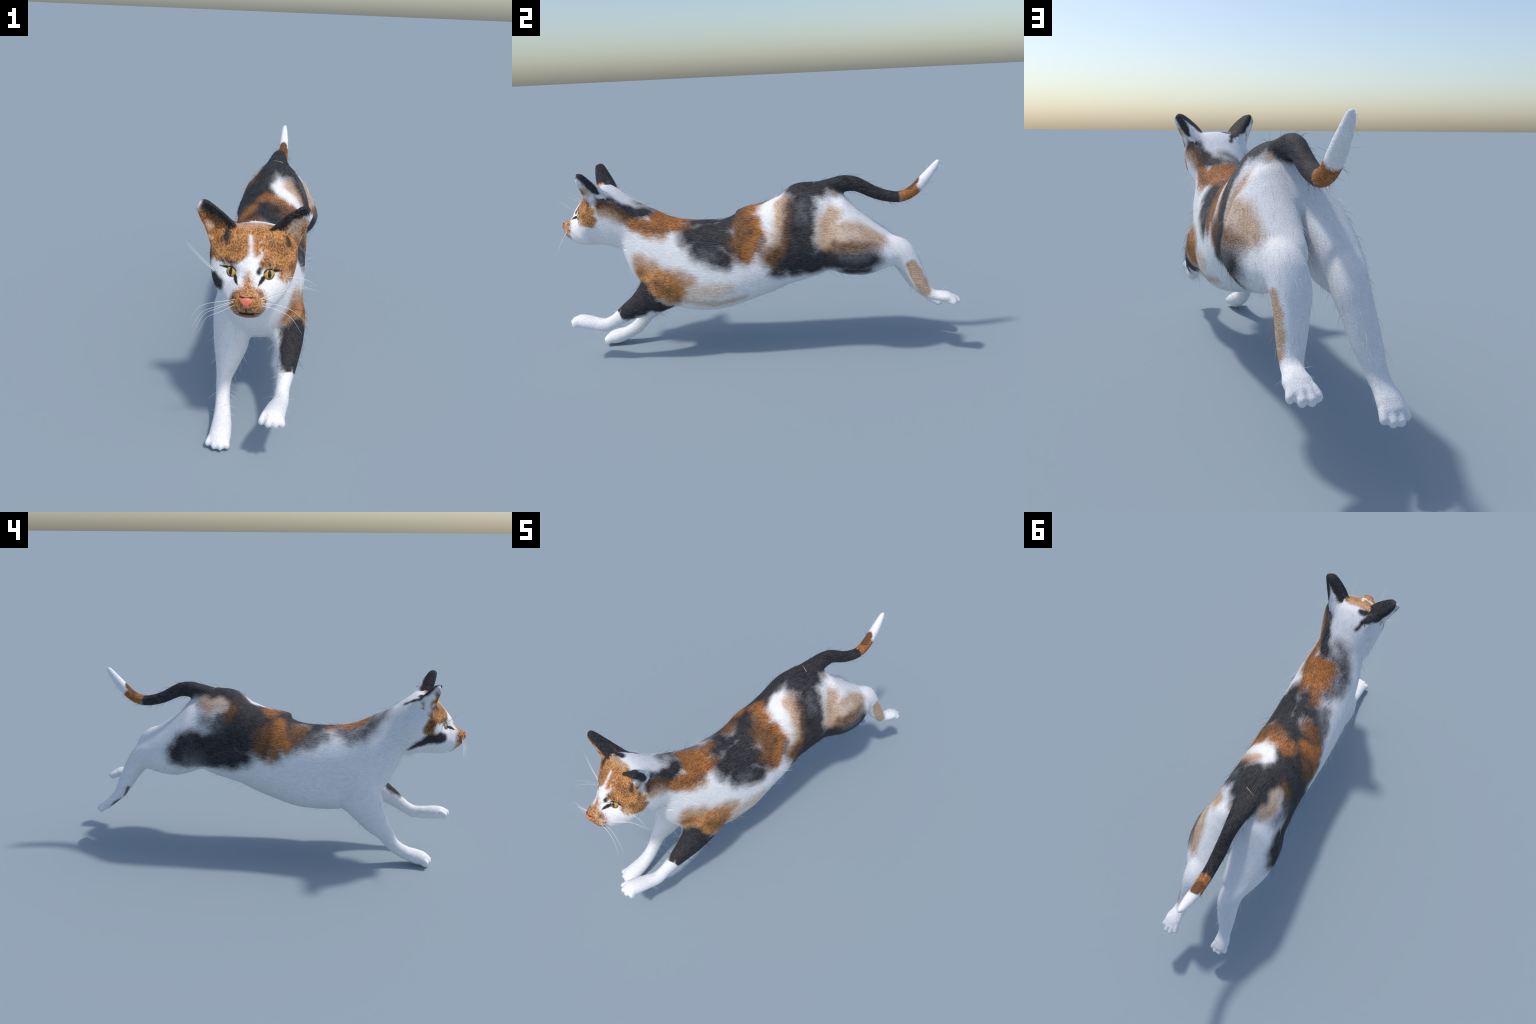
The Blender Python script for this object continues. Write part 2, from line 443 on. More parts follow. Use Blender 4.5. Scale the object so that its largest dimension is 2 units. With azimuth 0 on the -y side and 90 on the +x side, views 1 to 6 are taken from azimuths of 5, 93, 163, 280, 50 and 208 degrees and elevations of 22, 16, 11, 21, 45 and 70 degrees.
# loin: undercoat, orange, black ring, white flash, cream
LOIN_MARKS = [
    ('brown', .024, 1, [stroke(.050, (-.100, -.110, .690), (-.130, -.060, .670), (-.150, .000, .640), (-.150, .040, .640)), stroke(.030, (-.165, -.03, .59)),
                        stroke(.040, (.172, .150, .600), (.175, .110, .545), (.170, .120, .510)), stroke(.045, (.110, -.030, .710), (.145, -.030, .655), (.165, -.035, .610))]),
    ('black', .028, 1, [stroke(.040, (.170, .165, .600), (.175, .150, .540)), stroke(.045, (.160, .180, .680), (.120, .190, .770))]),
    ('black', .028, 1, [stroke(.068, (.040, -.100, .725), (-.030, -.080, .742), (-.075, -.050, .730), (-.080, .040, .750), (-.060, .110, .790)),
                        stroke(.060, (-.040, .04, .775), (-.070, .10, .770), (-.12, .06, .725)), stroke(.045, (-.07, -.12, .70), (-.10, -.06, .71))]),
    ('brown', .026, 1, [stroke(.046, (.082, -.060, .732), (.125, -.065, .680), (.150, -.075, .620), (.172, -.060, .560)),
                        stroke(.036, (-.052, -.170, .698), (-.090, -.145, .678), (-.125, -.125, .650)),
                        stroke(.048, (-.135, .050, .690), (-.160, .045, .630), (-.172, .015, .58, .036)), stroke(.042, (-.125, -.005, .695), (-.150, -.01, .640))]),
    ('orange', .024, 1, [stroke(.038, (.060, -.012, .756), (.020, -.010, .768), (-.026, -.004, .766)),
                         stroke(.042, (.120, .010, .705), (.145, .020, .660), (.166, .005, .612), (.172, -.028, .575, .036), (.180, -.036, .530, .020))]),
    ('brown', .030, 1, [stroke(.020, (.100, -.030, .715), (.135, -.025, .665)), stroke(.016, (.030, -.045, .755), (.060, -.05, .745))]),
    ('orange', .020, 1, [stroke(.032, (-.090, -.054, .728), (-.130, -.060, .680), (-.155, -.055, .635), (-.150, -.098, .630)),
                         stroke(.018, (-.168, -.038, .600), (-.180, -.026, .545, .009))]),
    ('brown', .02, 1, [stroke(.020, (-.018, .032, .778), (-.018, -.022, .768)), stroke(.020, (-.055, -.135, .70), (-.045, -.18, .70))]),
    ('orange', .024, 1, [stroke(.012, (-.018, .020, .778), (-.014, -.015, .770))]),
    ('smoke', .024, 1, [stroke(.018, (.165, .045, .630), (.172, .030, .590))]),
    ('tan', .026, 1, [stroke(.034, (.070, .128, .788), (.122, .122, .732), (.150, .115, .675), (.167, .098, .620), (.173, .060, .590, .022))]),
    ('white', .020, 1, [stroke(.022, (.012, .102, .802), (.045, .070, .780), (.085, .055, .748), (.118, .060, .716, .020), (.145, .074, .676, .012), (.163, .078, .630, .004))]),
    ('pale', .03, 1, [stroke(.014, (.155, .095, .655), (.168, .080, .605))]),
    ('brown', .032, 1, [stroke(.026, (.078, .170, .808), (.132, .166, .735), (.160, .158, .660), (.172, .140, .585)),
                        stroke(.042, (.175, .110, .565), (.176, .065, .545), (.174, .100, .520))]),
]
# rump, flank and thighs
HAUNCH_MARKS = [
    ('black', .030, 1, [stroke(.080, (.040, .225, .860), (.050, .290, .860), (-.010, .250, .880), (-.050, .190, .840), (-.020, .330, .880)),
                        stroke(.056, (.020, .330, .880), (.000, .390, .890)), stroke(.045, (-.02, .38, .86), (.03, .39, .86)),
                        stroke(.068, (.100, .238, .805), (.150, .230, .714), (.174, .228, .640)),
                        stroke(.080, (.180, .228, .590), (.182, .215, .520), (.172, .270, .500), (.185, .310, .520, .068)),
                        stroke(.050, (.170, .150, .500), (.165, .190, .470)), stroke(.028, (.168, .100, .470), (.160, .130, .450)),
                        stroke(.078, (-.110, .100, .745), (-.115, .160, .750), (-.140, .200, .710))]),
    ('black', .034, 1, [stroke(.068, (.193, .355, .540), (.206, .420, .532), (.206, .484, .528), (.194, .552, .532, .056)), stroke(.05, (.19, .44, .47), (.19, .53, .48, .04))]),
    ('smoke', .045, 1, [stroke(.010, (.150, .235, .725), (.120, .235, .780)), stroke(.010, (.206, .43, .55), (.20, .51, .545))]),
    ('brown', .028, 1, [stroke(.030, (.185, .350, .610), (.196, .430, .600), (.185, .510, .595), (.165, .575, .588, .02))]),
    ('tan', .026, 1, [stroke(.043, (.125, .374, .735), (.152, .344, .686), (.176, .336, .635)),
                      stroke(.048, (.172, .385, .656), (.158, .480, .655), (.146, .545, .622, .042), (.142, .590, .602, .030))]),
    ('brown', .038, 1, [stroke(.006, (.190, .380, .605), (.196, .450, .605), (.180, .540, .598))]),
    ('pale', .035, 1, [stroke(.014, (.170, .41, .645), (.160, .47, .645))]),
    ('smoke', .030, 1, [stroke(.045, (-.210, .43, .535), (-.195, .36, .535), (-.180, .30, .535))]),
    ('black', .032, 1, [stroke(.066, (-.208, .462, .575), (-.185, .440, .620, .052), (-.180, .385, .632)),
                        stroke(.078, (-.185, .390, .600), (-.182, .328, .600), (-.178, .267, .620)),
                        stroke(.076, (-.182, .320, .570), (-.178, .260, .555), (-.175, .190, .555), (-.174, .125, .560, .056)),
                        stroke(.070, (-.155, .210, .700), (-.150, .140, .690), (-.165, .130, .630)), stroke(.05, (-.165, .27, .66)), stroke(.07, (-.172, .194, .629), (-.178, .23, .57))]),
    ('smoke', .050, 1, [stroke(.018, (-.205, .400, .535), (-.195, .350, .525))]),
    ('smoke', .045, 1, [stroke(.030, (-.140, .320, .735), (-.150, .270, .725))]),
    ('brown', .030, 1, [stroke(.030, (-.105, .195, .800), (-.118, .210, .765))]),
    ('tan', .026, 1, [stroke(.036, (-.092, .255, .815), (-.105, .310, .795), (-.085, .345, .812))]),
    ('pale', .03, 1, [stroke(.012, (-.085, .26, .828), (-.105, .24, .80))]),
    ('tan', .014, 0, [stroke(.014, (.055, .392, .835))]),
]
# legs
LEG_MARKS = [
    ('tan', .009, .3, [stroke(.034, (.147, .752, .478, .028), (.148, .776, .434), (.151, .800, .384), (.150, .818, .345, .028))]),
    ('ginger', .028, 1, [stroke(.034, (.143, -.580, .535), (.132, -.585, .475), (.130, -.590, .440, .028)), stroke(.046, (.160, -.565, .515, .034), (.174, -.505, .495), (.184, -.440, .462), (.186, -.385, .432), (.187, -.330, .430, .034)),
                         stroke(.052, (.150, -.570, .480), (.184, -.510, .450), (.188, -.450, .425), (.180, -.380, .395)),
                         stroke(.046, (.188, -.520, .420), (.190, -.460, .390), (.175, -.405, .360))]),
    ('tan', .034, 1, [stroke(.020, (.152, -.590, .535), (.170, -.515, .528)), stroke(.018, (.187, -.33, .445), (.184, -.36, .46))]),
    ('brown', .03, 1, [stroke(.012, (.185, -.50, .44), (.190, -.44, .40)), stroke(.010, (.16, -.59, .47))]),
    ('black', .014, 1, [stroke(.050, (.170, -.580, .400), (.177, -.600, .365), (.172, -.655, .318)),
                        stroke(.060, (.193, -.555, .350), (.193, -.590, .320), (.188, -.640, .288, .046), (.178, -.665, .275, .040)),
                        stroke(.034, (.130, -.600, .392), (.132, -.640, .352), (.138, -.675, .322), (.142, -.702, .298, .028)),
                         stroke(.046, (.190, -.520, .325), (.178, -.478, .305, .032), (.160, -.435, .302, .016))]),
    ('white', .004, .25, [stroke(.055, (.160, -.742, .240), (.10, -.742, .215)), stroke(.03, (.155, -.735, .25))]),
    ('pale', .030, 1, [stroke(.040, (.186, -.300, .378), (.184, -.215, .386), (.180, -.140, .395, .026))]),
    ('tan', .024, 1, [stroke(.015, (.170, -.345, .330), (.156, -.230, .312), (.150, -.120, .320), (.140, -.060, .330, .008))]),
    ('smoke', .008, .3, [stroke(.010, (-.142, .770, .324), (-.130, .800, .272)), stroke(.009, (-.140, .829, .250), (-.150, .856, .232), (-.150, .872, .215))]),
]
# head
FACE_MARKS = [
    ('ginger', .010, .6, [stroke(.028, (.034, -.820, .878), (.064, -.810, .884), (.091, -.815, .868), (.120, -.805, .862)),
                          stroke(.030, (.105, -.788, .878), (.125, -.792, .862)), stroke(.030, (-.105, -.788, .880), (-.122, -.790, .868)),
                          stroke(.020, (.152, -.800, .830), (.155, -.798, .790), (.150, -.775, .752, .016)),
                          stroke(.026, (-.034, -.820, .878), (-.063, -.810, .884), (-.095, -.815, .868), (-.125, -.805, .855)),
                          stroke(.026, (-.05, -.795, .897), (.05, -.795, .897)), stroke(.030, (.0, -.83, .87), (.0, -.862, .838)), stroke(.028, (.055, -.845, .845), (.085, -.840, .835), (.125, -.825, .815)), stroke(.026, (.09, -.858, .80), (.135, -.83, .78)), stroke(.024, (-.06, -.86, .82), (-.10, -.845, .815)), stroke(.018, (.040, -.885, .797), (.065, -.874, .797)), stroke(.020, (.145, -.800, .83), (-.145, -.80, .83))[:1], stroke(.020, (-.145, -.80, .83)),
                          stroke(.024, (.042, -.849, .845), (.074, -.842, .838), (.109, -.826, .834), (.132, -.817, .823)),
                          stroke(.024, (.055, -.868, .812), (.083, -.856, .808), (.115, -.842, .792), (.141, -.822, .779)),
                          stroke(.022, (.080, -.867, .793), (.120, -.848, .770), (.135, -.835, .758), (.150, -.795, .740, .026)),
                          stroke(.018, (.108, -.863, .751), (.140, -.825, .745), (.155, -.780, .800)),
                          stroke(.022, (-.063, -.816, .876), (-.034, -.837, .862)),
                          stroke(.024, (-.030, -.864, .831), (-.042, -.849, .845), (-.076, -.837, .845), (-.128, -.815, .833)),
                          stroke(.022, (-.040, -.873, .813), (-.064, -.867, .808), (-.102, -.837, .822), (-.141, -.816, .804)),
                          stroke(.026, (-.150, -.805, .790), (-.152, -.792, .760), (-.146, -.800, .738, .022)), stroke(.016, (-.085, -.862, .796), (-.118, -.842, .795))]),
    ('tan', .016, .5, [stroke(.008, (-.050, -.785, .900), (.030, -.780, .904)), stroke(.014, (.118, -.855, .740))]),
    ('brown', .016, .5, [stroke(.012, (.138, -.830, .775)), stroke(.009, (.044, -.883, .798), (.062, -.878, .800, .005)),
                         stroke(.018, (-.148, -.812, .80), (-.156, -.79, .765)), stroke(.012, (.125, -.815, .845)),
                         stroke(.012, (-.090, -.825, .858), (-.105, -.815, .85))]),
    ('brown', .030, .6, [stroke(.006, (.07, -.835, .850), (.10, -.83, .83)), stroke(.006, (-.06, -.85, .835))]),
    ('white', .010, .5, [stroke(.0055, (-.008, -.826, .874), (-.006, -.842, .858)), stroke(.003, (-.005, -.845, .856), (-.002, -.862, .840), (.000, -.874, .826, .008)),
                         stroke(.010, (.000, -.878, .820), (-.003, -.895, .800, .022), (.012, -.905, .782, .020), (.026, -.915, .758), (.034, -.920, .745, .016)),
                         stroke(.016, (-.020, -.900, .785), (-.036, -.905, .762), (-.045, -.915, .738, .020)), stroke(.012, (-.034, -.893, .787))]),
    ('white', .008, .5, [stroke(.016, (-.110, -.856, .770), (-.109, -.862, .747, .020), (-.086, -.885, .727, .024), (-.062, -.912, .715))]),
    ('white', .010, .5, [stroke(.015, (.045, -.915, .735), (.075, -.893, .725), (.105, -.880, .715))]),
]
# features of the face
FEATURE_MARKS = [
    ('black', .012, .6, [stroke(.006, (-.104, -.852, .788), (-.066, -.875, .795), (-.040, -.887, .797, .003))]),
    ('black', .010, .6, [stroke(.013, (-.088, -.795, .898), (-.090, -.822, .866), (-.088, -.834, .846, .006)),
                         stroke(.010, (.118, -.805, .872), (.128, -.815, .852))]),
    ('black', .006, .3, [stroke(.010, (.030, -.900, .774), (.033, -.894, .784, .007))]),
    ('ginger', .014, .6, [stroke(.010, (-.003, -.915, .773, .006), (-.001, -.928, .755, .013), (.0, -.950, .733, .022)),
                          stroke(.020, (-.025, -.954, .722), (-.046, -.958, .704), (-.053, -.959, .683), (-.040, -.968, .667)),
                          stroke(.020, (.019, -.952, .726), (.045, -.948, .714), (.060, -.945, .690), (.048, -.962, .665)),
                          stroke(.020, (-.022, -.966, .660), (.018, -.970, .663)), stroke(.036, (-.014, -.980, .705), (.014, -.980, .705), (0, -.980, .690)), stroke(.024, (.035, -.965, .70), (.035, -.968, .68)), stroke(.024, (-.035, -.965, .70), (-.035, -.968, .68)), stroke(.018, (0, -.940, .627), (.032, -.942, .637), (-.032, -.935, .632)), stroke(.016, (.050, -.945, .655), (-.050, -.945, .655))]),
    ('brown', .014, .5, [stroke(.009, (-.050, -.958, .700), (-.052, -.962, .685)), stroke(.006, (.048, -.945, .718)), stroke(.006, (-.03, -.93, .624), (.03, -.93, .624))]),
    ('tan', .012, .5, [stroke(.008, (.050, -.955, .695), (.058, -.950, .680)), stroke(.006, (.03, -.955, .715))]),
    ('skin', .005, 0, [stroke(.0090, (-.022, -.936, .630), (0, -.942, .632), (.024, -.940, .632))]),
    ('mouth', .003, 0, [stroke(.0068, (-.046, -.942, .642, .002), (-.020, -.955, .647), (0, -.956, .649), (.022, -.955, .647), (.048, -.940, .641, .002)),
                        stroke(.0052, (-.022, -.948, .641), (.022, -.948, .641)),
                        stroke(.0025, (-.001, -.975, .672), (-.001, -.962, .656))]),
    ('black', .012, .6, [stroke(.010, (-.110, -.712, .646), (-.125, -.755, .675, .020), (-.140, -.800, .705, .028), (-.125, -.850, .714, .030), (-.106, -.870, .710, .024))]),
    ('liner', .0030, 0, [stroke(.0205, (.0655, -.882, .762)), stroke(.0200, (-.0655, -.882, .762)), stroke(.0065, (.055, -.890, .757), (.046, -.901, .752), (.040, -.915, .746, .0045), (.034, -.926, .738, .0022)),
                         stroke(.006, (.083, -.869, .771), (.106, -.857, .768, .0018)),
                         stroke(.0065, (-.055, -.890, .755), (-.048, -.904, .749), (-.043, -.916, .742, .004), (-.037, -.927, .736, .002)),
                         stroke(.006, (-.081, -.870, .772), (-.108, -.856, .771, .0018))]),
]
# nape, behind the right ear
NAPE_MARKS = [
    ('black', .010, .6, [stroke(.011, (-.050, -.675, .860), (-.062, -.705, .880), (-.080, -.725, .895, .020)), stroke(.017, (-.036, -.746, .905), (-.060, -.752, .908), (-.090, -.760, .91))]),
]
MARKS = NECK_MARKS + SADDLE_MARKS + LOIN_MARKS + HAUNCH_MARKS + LEG_MARKS + FACE_MARKS + FEATURE_MARKS + NAPE_MARKS
TAIL_MARKS = [
    ('black', .012, .4, [stroke(.060, (0, .29, .875), (0, .37, .872, .056), (0, .44, .868, .056), (0, .53, .843), (0, .60, .812), (0, .66, .792, .052), (.002, .682, .787, .045))]),
    ('orange', .008, .3, [stroke(.050, (.003, .750, .797), (.002, .765, .806))]),
    ('brown', .006, .2, [stroke(.024, (.003, .755, .838), (.002, .785, .866))]),
]
EAR_MARKS = {
    'ear': [   # left ear: tan and orange hollow, black upper half and back with a white wedge
        ('orange', .010, .5, [stroke(.036, (.100, -.775, .885), (.130, -.775, .870))]),
        ('tan', .008, .3, [stroke(.030, (.120, -.790, .885), (.140, -.790, .900), (.165, -.800, .925, .024)), stroke(.024, (.155, -.80, .87), (.175, -.81, .92))]),
        ('orange', .012, .5, [stroke(.013, (.166, -.812, .890), (.172, -.815, .908)), stroke(.018, (.140, -.81, .855), (.12, -.80, .865))]),
        ('brown', .010, .5, [stroke(.014, (.100, -.800, .895))]),
        ('white', .006, .3, [stroke(.022, (.150, -.735, .872), (.135, -.715, .862)), stroke(.018, (.209, -.792, .946), (.200, -.800, .927), (.188, -.785, .900), (.172, -.770, .868)), stroke(.026, (.186, -.765, .925), (.172, -.745, .880), (.168, -.765, .858)), stroke(.014, (.176, -.795, .872), (.17, -.78, .855))]),
        ('black', .007, .5, [stroke(.024, (.060, -.800, .912), (.092, -.810, .940), (.121, -.815, .964), (.151, -.815, .982), (.180, -.822, .985, .018)), stroke(.018, (.075, -.80, .895), (.108, -.805, .925), (.140, -.812, .952), (.172, -.822, .972)), stroke(.014, (.192, -.826, .974)),
                             stroke(.022, (.080, -.770, .908), (.115, -.772, .948), (.155, -.788, .982), (.183, -.800, .980)),
                             stroke(.022, (.095, -.785, .925), (.125, -.795, .955), (.155, -.805, .980)), stroke(.021, (.178, -.785, .962), (.164, -.765, .930), (.148, -.750, .903, .018), (.138, -.740, .885, .012))]),
        ('white', .007, .4, [stroke(.006, (.160, -.766, .968), (.142, -.753, .945), (.125, -.740, .918))])],
    'ear.001': [
        ('orange', .010, .5, [stroke(.036, (-.100, -.775, .885), (-.130, -.775, .870)), stroke(.034, (-.110, -.785, .870), (-.140, -.785, .885), (-.160, -.800, .905), (-.178, -.815, .930, .024))]),
        ('brown', .014, .5, [stroke(.016, (-.120, -.790, .912), (-.150, -.800, .930), (-.180, -.818, .955, .014))]),
        ('tan', .012, .5, [stroke(.010, (-.146, -.795, .890), (-.155, -.80, .900)), stroke(.008, (-.155, -.80, .855))]),
        ('white', .006, .3, [stroke(.018, (-.210, -.792, .950), (-.206, -.792, .940), (-.192, -.780, .905), (-.172, -.760, .875)), stroke(.030, (-.194, -.775, .930), (-.180, -.755, .895), (-.172, -.765, .860)), stroke(.020, (-.15, -.735, .87), (-.13, -.72, .86)), stroke(.014, (-.180, -.795, .885), (-.17, -.78, .855))]),
        ('black', .008, .5, [stroke(.026, (-.070, -.805, .915), (-.098, -.812, .942), (-.130, -.815, .962), (-.160, -.818, .982, .018)), stroke(.016, (-.080, -.80, .900), (-.110, -.805, .926), (-.140, -.812, .948), (-.165, -.82, .966)),
                             stroke(.026, (-.085, -.728, .898), (-.116, -.742, .922), (-.146, -.765, .952), (-.168, -.795, .980, .018)),
                             stroke(.022, (-.055, -.755, .905), (-.085, -.775, .920), (-.119, -.780, .945), (-.146, -.790, .968), (-.165, -.805, .985, .016)), stroke(.014, (-.070, -.70, .875))]),
        ('tan', .008, .3, [stroke(.009, (-.200, -.828, .978))])],
}


def node(nt, kind, links=(), **props):
    n = nt.nodes.new(kind)
    for k, v in props.items():
        setattr(n, k, v)
    for i, v in links:
        if isinstance(v, bpy.types.NodeSocket):
            nt.links.new(v, n.inputs[i])
        else:
            n.inputs[i].default_value = v
    return n


def maths(nt, op, a, b=None, c=None, clamp=False):
    l = [(i, v) for i, v in enumerate((a, b, c)) if v is not None]
    return node(nt, 'ShaderNodeMath', l, operation=op, use_clamp=clamp).outputs[0]


def vmath(nt, op, a, b=None, c=None, out=0):
    l = [(i, v) for i, v in enumerate((a, b, c)) if v is not None]
    return node(nt, 'ShaderNodeVectorMath', l, operation=op).outputs[out]


def mix_rgb(nt, f, a, b):
    n = node(nt, 'ShaderNodeMix', data_type='RGBA')
    for i, v in ((0, f), (6, a), (7, b)):
        if isinstance(v, bpy.types.NodeSocket):
            nt.links.new(v, n.inputs[i])
        else:
            n.inputs[i].default_value = v if i == 0 else (*v, 1)
    return n.outputs[2]


def round_cone_group():
    """Node group: distance from P to a capsule with end radii r and r + dr."""
    g = bpy.data.node_groups.get('round_cone')
    if g:
        return g
    g = bpy.data.node_groups.new('round_cone', 'ShaderNodeTree')
    for n in ('P', 'A', 'AB', 'unit'):
        g.interface.new_socket(n, in_out='INPUT', socket_type='NodeSocketVector')
    for n in ('r', 'dr'):
        g.interface.new_socket(n, in_out='INPUT', socket_type='NodeSocketFloat')
    g.interface.new_socket('d', in_out='OUTPUT', socket_type='NodeSocketFloat')
    i = g.nodes.new('NodeGroupInput').outputs
    pa = vmath(g, 'SUBTRACT', i[0], i[1])
    h = maths(g, 'MINIMUM', maths(g, 'MAXIMUM', vmath(g, 'DOT_PRODUCT', pa, i[3], out=1), 0.0), 1.0)
    sc = g.nodes.new('ShaderNodeVectorMath'); sc.operation = 'SCALE'
    g.links.new(i[2], sc.inputs[0]); g.links.new(h, sc.inputs[3])
    q = vmath(g, 'SUBTRACT', pa, sc.outputs[0])
    d = maths(g, 'SUBTRACT', vmath(g, 'LENGTH', q, out=1), maths(g, 'MULTIPLY_ADD', h, i[5], i[4]))
    o = g.nodes.new('NodeGroupOutput'); g.links.new(d, o.inputs[0])
    return g


def stroke_distance(nt, P, pts, lo=(-9,)*3, hi=(9,)*3, reach=0):
    """Socket: distance from P to the surface of a chain of round cones near the box lo..hi."""
    out = None
    if len(pts) == 1:
        pts = [pts[0], pts[0]]
    for a, b in zip(pts[:-1], pts[1:]):
        R = max(a[3], b[3]) + reach
        if any(min(a[k], b[k]) - R > hi[k] or max(a[k], b[k]) + R < lo[k] for k in range(3)):
            continue
        A, B = np.array(a[:3]), np.array(b[:3]); AB = B - A; L2 = max(float(AB @ AB), 1e-9)
        n = nt.nodes.new('ShaderNodeGroup'); n.node_tree = round_cone_group()
        for i, v in enumerate((tuple(A), tuple(AB), tuple(AB/L2), a[3], b[3] - a[3]), 1):
            n.inputs[i].default_value = v
        nt.links.new(P, n.inputs[0])
        d = n.outputs[0]
        out = d if out is None else maths(nt, 'SMOOTH_MIN', out, d, .012)
    return out


def coat(name, lo, hi, marks):
    """Fur material for one part; only the markings that reach its box are built in."""
    m = bpy.data.materials.new(name); m.use_nodes = True
    nt = m.node_tree; nt.nodes.clear()
    P = node(nt, 'ShaderNodeTexCoord').outputs['Object']
    # hair lie: back along the trunk, down and back on shoulder and thigh, curly on the face
    def strands(rot, scale, detail=3):
        mp = node(nt, 'ShaderNodeMapping', [(0, P), (2, rot), (3, scale)], vector_type='TEXTURE')
        mp.vector_type = 'POINT'
        w = node(nt, 'ShaderNodeTexNoise', [(0, P), (2, 26.0), (3, 1.0)], noise_dimensions='3D').outputs['Color']
        wob = vmath(nt, 'MULTIPLY_ADD', vmath(nt, 'SUBTRACT', w, (.5, .5, .5)), (3.2, 3.2, 3.2), mp.outputs[0])
        return node(nt, 'ShaderNodeTexNoise', [(0, wob), (2, 1.0), (3, detail), (4, .62)]).outputs[0]
    trunk = strands((-.22, 0, 0), (330, 32, 330))
    limb = strands((.75, 0, 0), (330, 32, 330))
    face = strands((0, 0, 0), (190, 190, 130), 2)
    xyz = node(nt, 'ShaderNodeSeparateXYZ', [(0, P)]).outputs
    def ramp(v, a, b):
        n = node(nt, 'ShaderNodeMapRange', [(0, v), (1, a), (2, b)], interpolation_type='SMOOTHSTEP')
        return n.outputs[0]
    low = maths(nt, 'MULTIPLY', ramp(xyz[2], .60, .48), maths(nt, 'MAXIMUM', ramp(xyz[1], -.33, -.45), ramp(xyz[1], .25, .38)))
    grain = node(nt, 'ShaderNodeMix', [(0, low), (2, trunk), (3, limb)]).outputs[0]
    grain = node(nt, 'ShaderNodeMix', [(0, ramp(xyz[1], -.74, -.80)), (2, grain), (3, face)]).outputs[0]
    g = ramp(grain, .33, .67)
    broad = node(nt, 'ShaderNodeTexNoise', [(0, P), (2, 34.0), (3, 2.0)]).outputs[0]
    g = maths(nt, 'MINIMUM', maths(nt, 'MAXIMUM', maths(nt, 'ADD', g, maths(nt, 'MULTIPLY_ADD', broad, .8, -.40)), 0.0), 1.0)
    tone = {k: mix_rgb(nt, g, *v) for k, v in TONES.items()}
    warp = node(nt, 'ShaderNodeTexNoise', [(0, P), (2, 17.0), (3, 2.0)]).outputs['Color']
    warp = vmath(nt, 'SUBTRACT', warp, (.5, .5, .5))
    fringe = maths(nt, 'MULTIPLY_ADD', grain, .026, -.013)
    col = tone['white']
    warped = {}
    for colour, soft, ragged, strokes in marks:
        reach = soft + .03*ragged + .004
        keep = []
        for s in strokes:
            if all(min(p[k] - p[3] for p in s) - reach < hi[k] and max(p[k] + p[3] for p in s) + reach > lo[k] for k in range(3)):
                keep.append(s)
        if not keep:
            continue
        if ragged not in warped:
            # hairs carry colour along their lie (this also keeps evaluation order sequential)
            slide = node(nt, 'ShaderNodeVectorMath', [(0, (0, .017*ragged + .0004, -.010*ragged)), (3, maths(nt, 'SUBTRACT', grain, .5))], operation='SCALE').outputs[0]
            here = vmath(nt, 'MULTIPLY_ADD', warp, (.045*ragged + 1e-5,)*3, P)
            warped[ragged] = vmath(nt, 'ADD', here, slide)
        d = None
        for s in keep:
            q = stroke_distance(nt, warped[ragged], s, lo, hi, reach)
            if q is None:
                continue
            d = q if d is None else maths(nt, 'SMOOTH_MIN', d, q, .012 if soft > .008 else .003)
        if d is None:
            continue
        if ragged:
            d = maths(nt, 'MULTIPLY_ADD', fringe, min(1, ragged)*min(1, soft/.02), d)
        f = ramp(d, soft*(1.2 if soft > .012 else 1), -soft*(1.2 if soft > .012 else 1))
        col = mix_rgb(nt, f, col, tone[colour])
    bump = node(nt, 'ShaderNodeBump', [(0, .35), (1, .004), (2, grain)])
    bump.inputs['Strength'].default_value = .5; bump.inputs['Distance'].default_value = .004
    nt.links.new(grain, bump.inputs['Height'])
    bs = node(nt, 'ShaderNodeBsdfPrincipled')
    nt.links.new(col, bs.inputs['Base Color']); nt.links.new(bump.outputs[0], bs.inputs['Normal'])
    bs.inputs['Roughness'].default_value = .72; bs.inputs['Specular IOR Level'].default_value = .25
    bs.inputs['Sheen Weight'].default_value = .0
    out = node(nt, 'ShaderNodeOutputMaterial'); nt.links.new(bs.outputs[0], out.inputs[0])
    return m


skin_tree = BVHTree.FromPolygons(V.tolist(), Q.tolist())


def snapped(marks):
    """Strokes laid onto the skin."""
    return [(c, so, ra, [[(*skin_tree.find_nearest(Vector(p[:3]))[0], p[3]) for p in st] for st in sts]) for c, so, ra, sts in marks]


MARKS = snapped(MARKS)
objs = {}
for j, n in enumerate(names):
    fq = Q[face_lab == j]
    used, inv = np.unique(fq, return_inverse=True)
    fq = inv.reshape(-1, 4)
    me = bpy.data.meshes.new(n)
    me.from_pydata(V[used].tolist(), [], fq.tolist()); me.update()
    me.polygons.foreach_set('use_smooth', np.ones(len(fq), bool))
    me.normals_split_custom_set_from_vertices(N[used].tolist())
    pts = V[used]
    kind = n.split('.')[0]
    me.materials.append(coat(n + '_fur', pts.min(0), pts.max(0), MARKS + EAR_MARKS[n] if kind == 'ear' else MARKS + TAIL_MARKS))
    objs[n] = bpy.data.objects.new(n, me)
for n, o in objs.items():
    par = cat
    if n.startswith('ear'): par = objs['head']
    if n == 'front_paw': par = objs['forelimb']
    if n == 'front_paw.001': par = objs['forelimb.001']
    if n == 'hind_paw': par = objs['hindlimb']
    if n == 'hind_paw.001': par = objs['hindlimb.001']
    link(o, par)


# ---------------------------------------------------------------- eyes, nose, whiskers
def simple(name, colour, rough=.5, **more):
    m = bpy.data.materials.new(name); m.use_nodes = True
    b = m.node_tree.nodes['Principled BSDF']
    b.inputs['Base Color'].default_value = (*colour, 1); b.inputs['Roughness'].default_value = rough
    for k, v in more.items():
        b.inputs[k.replace('_', ' ')].default_value = v
    return m


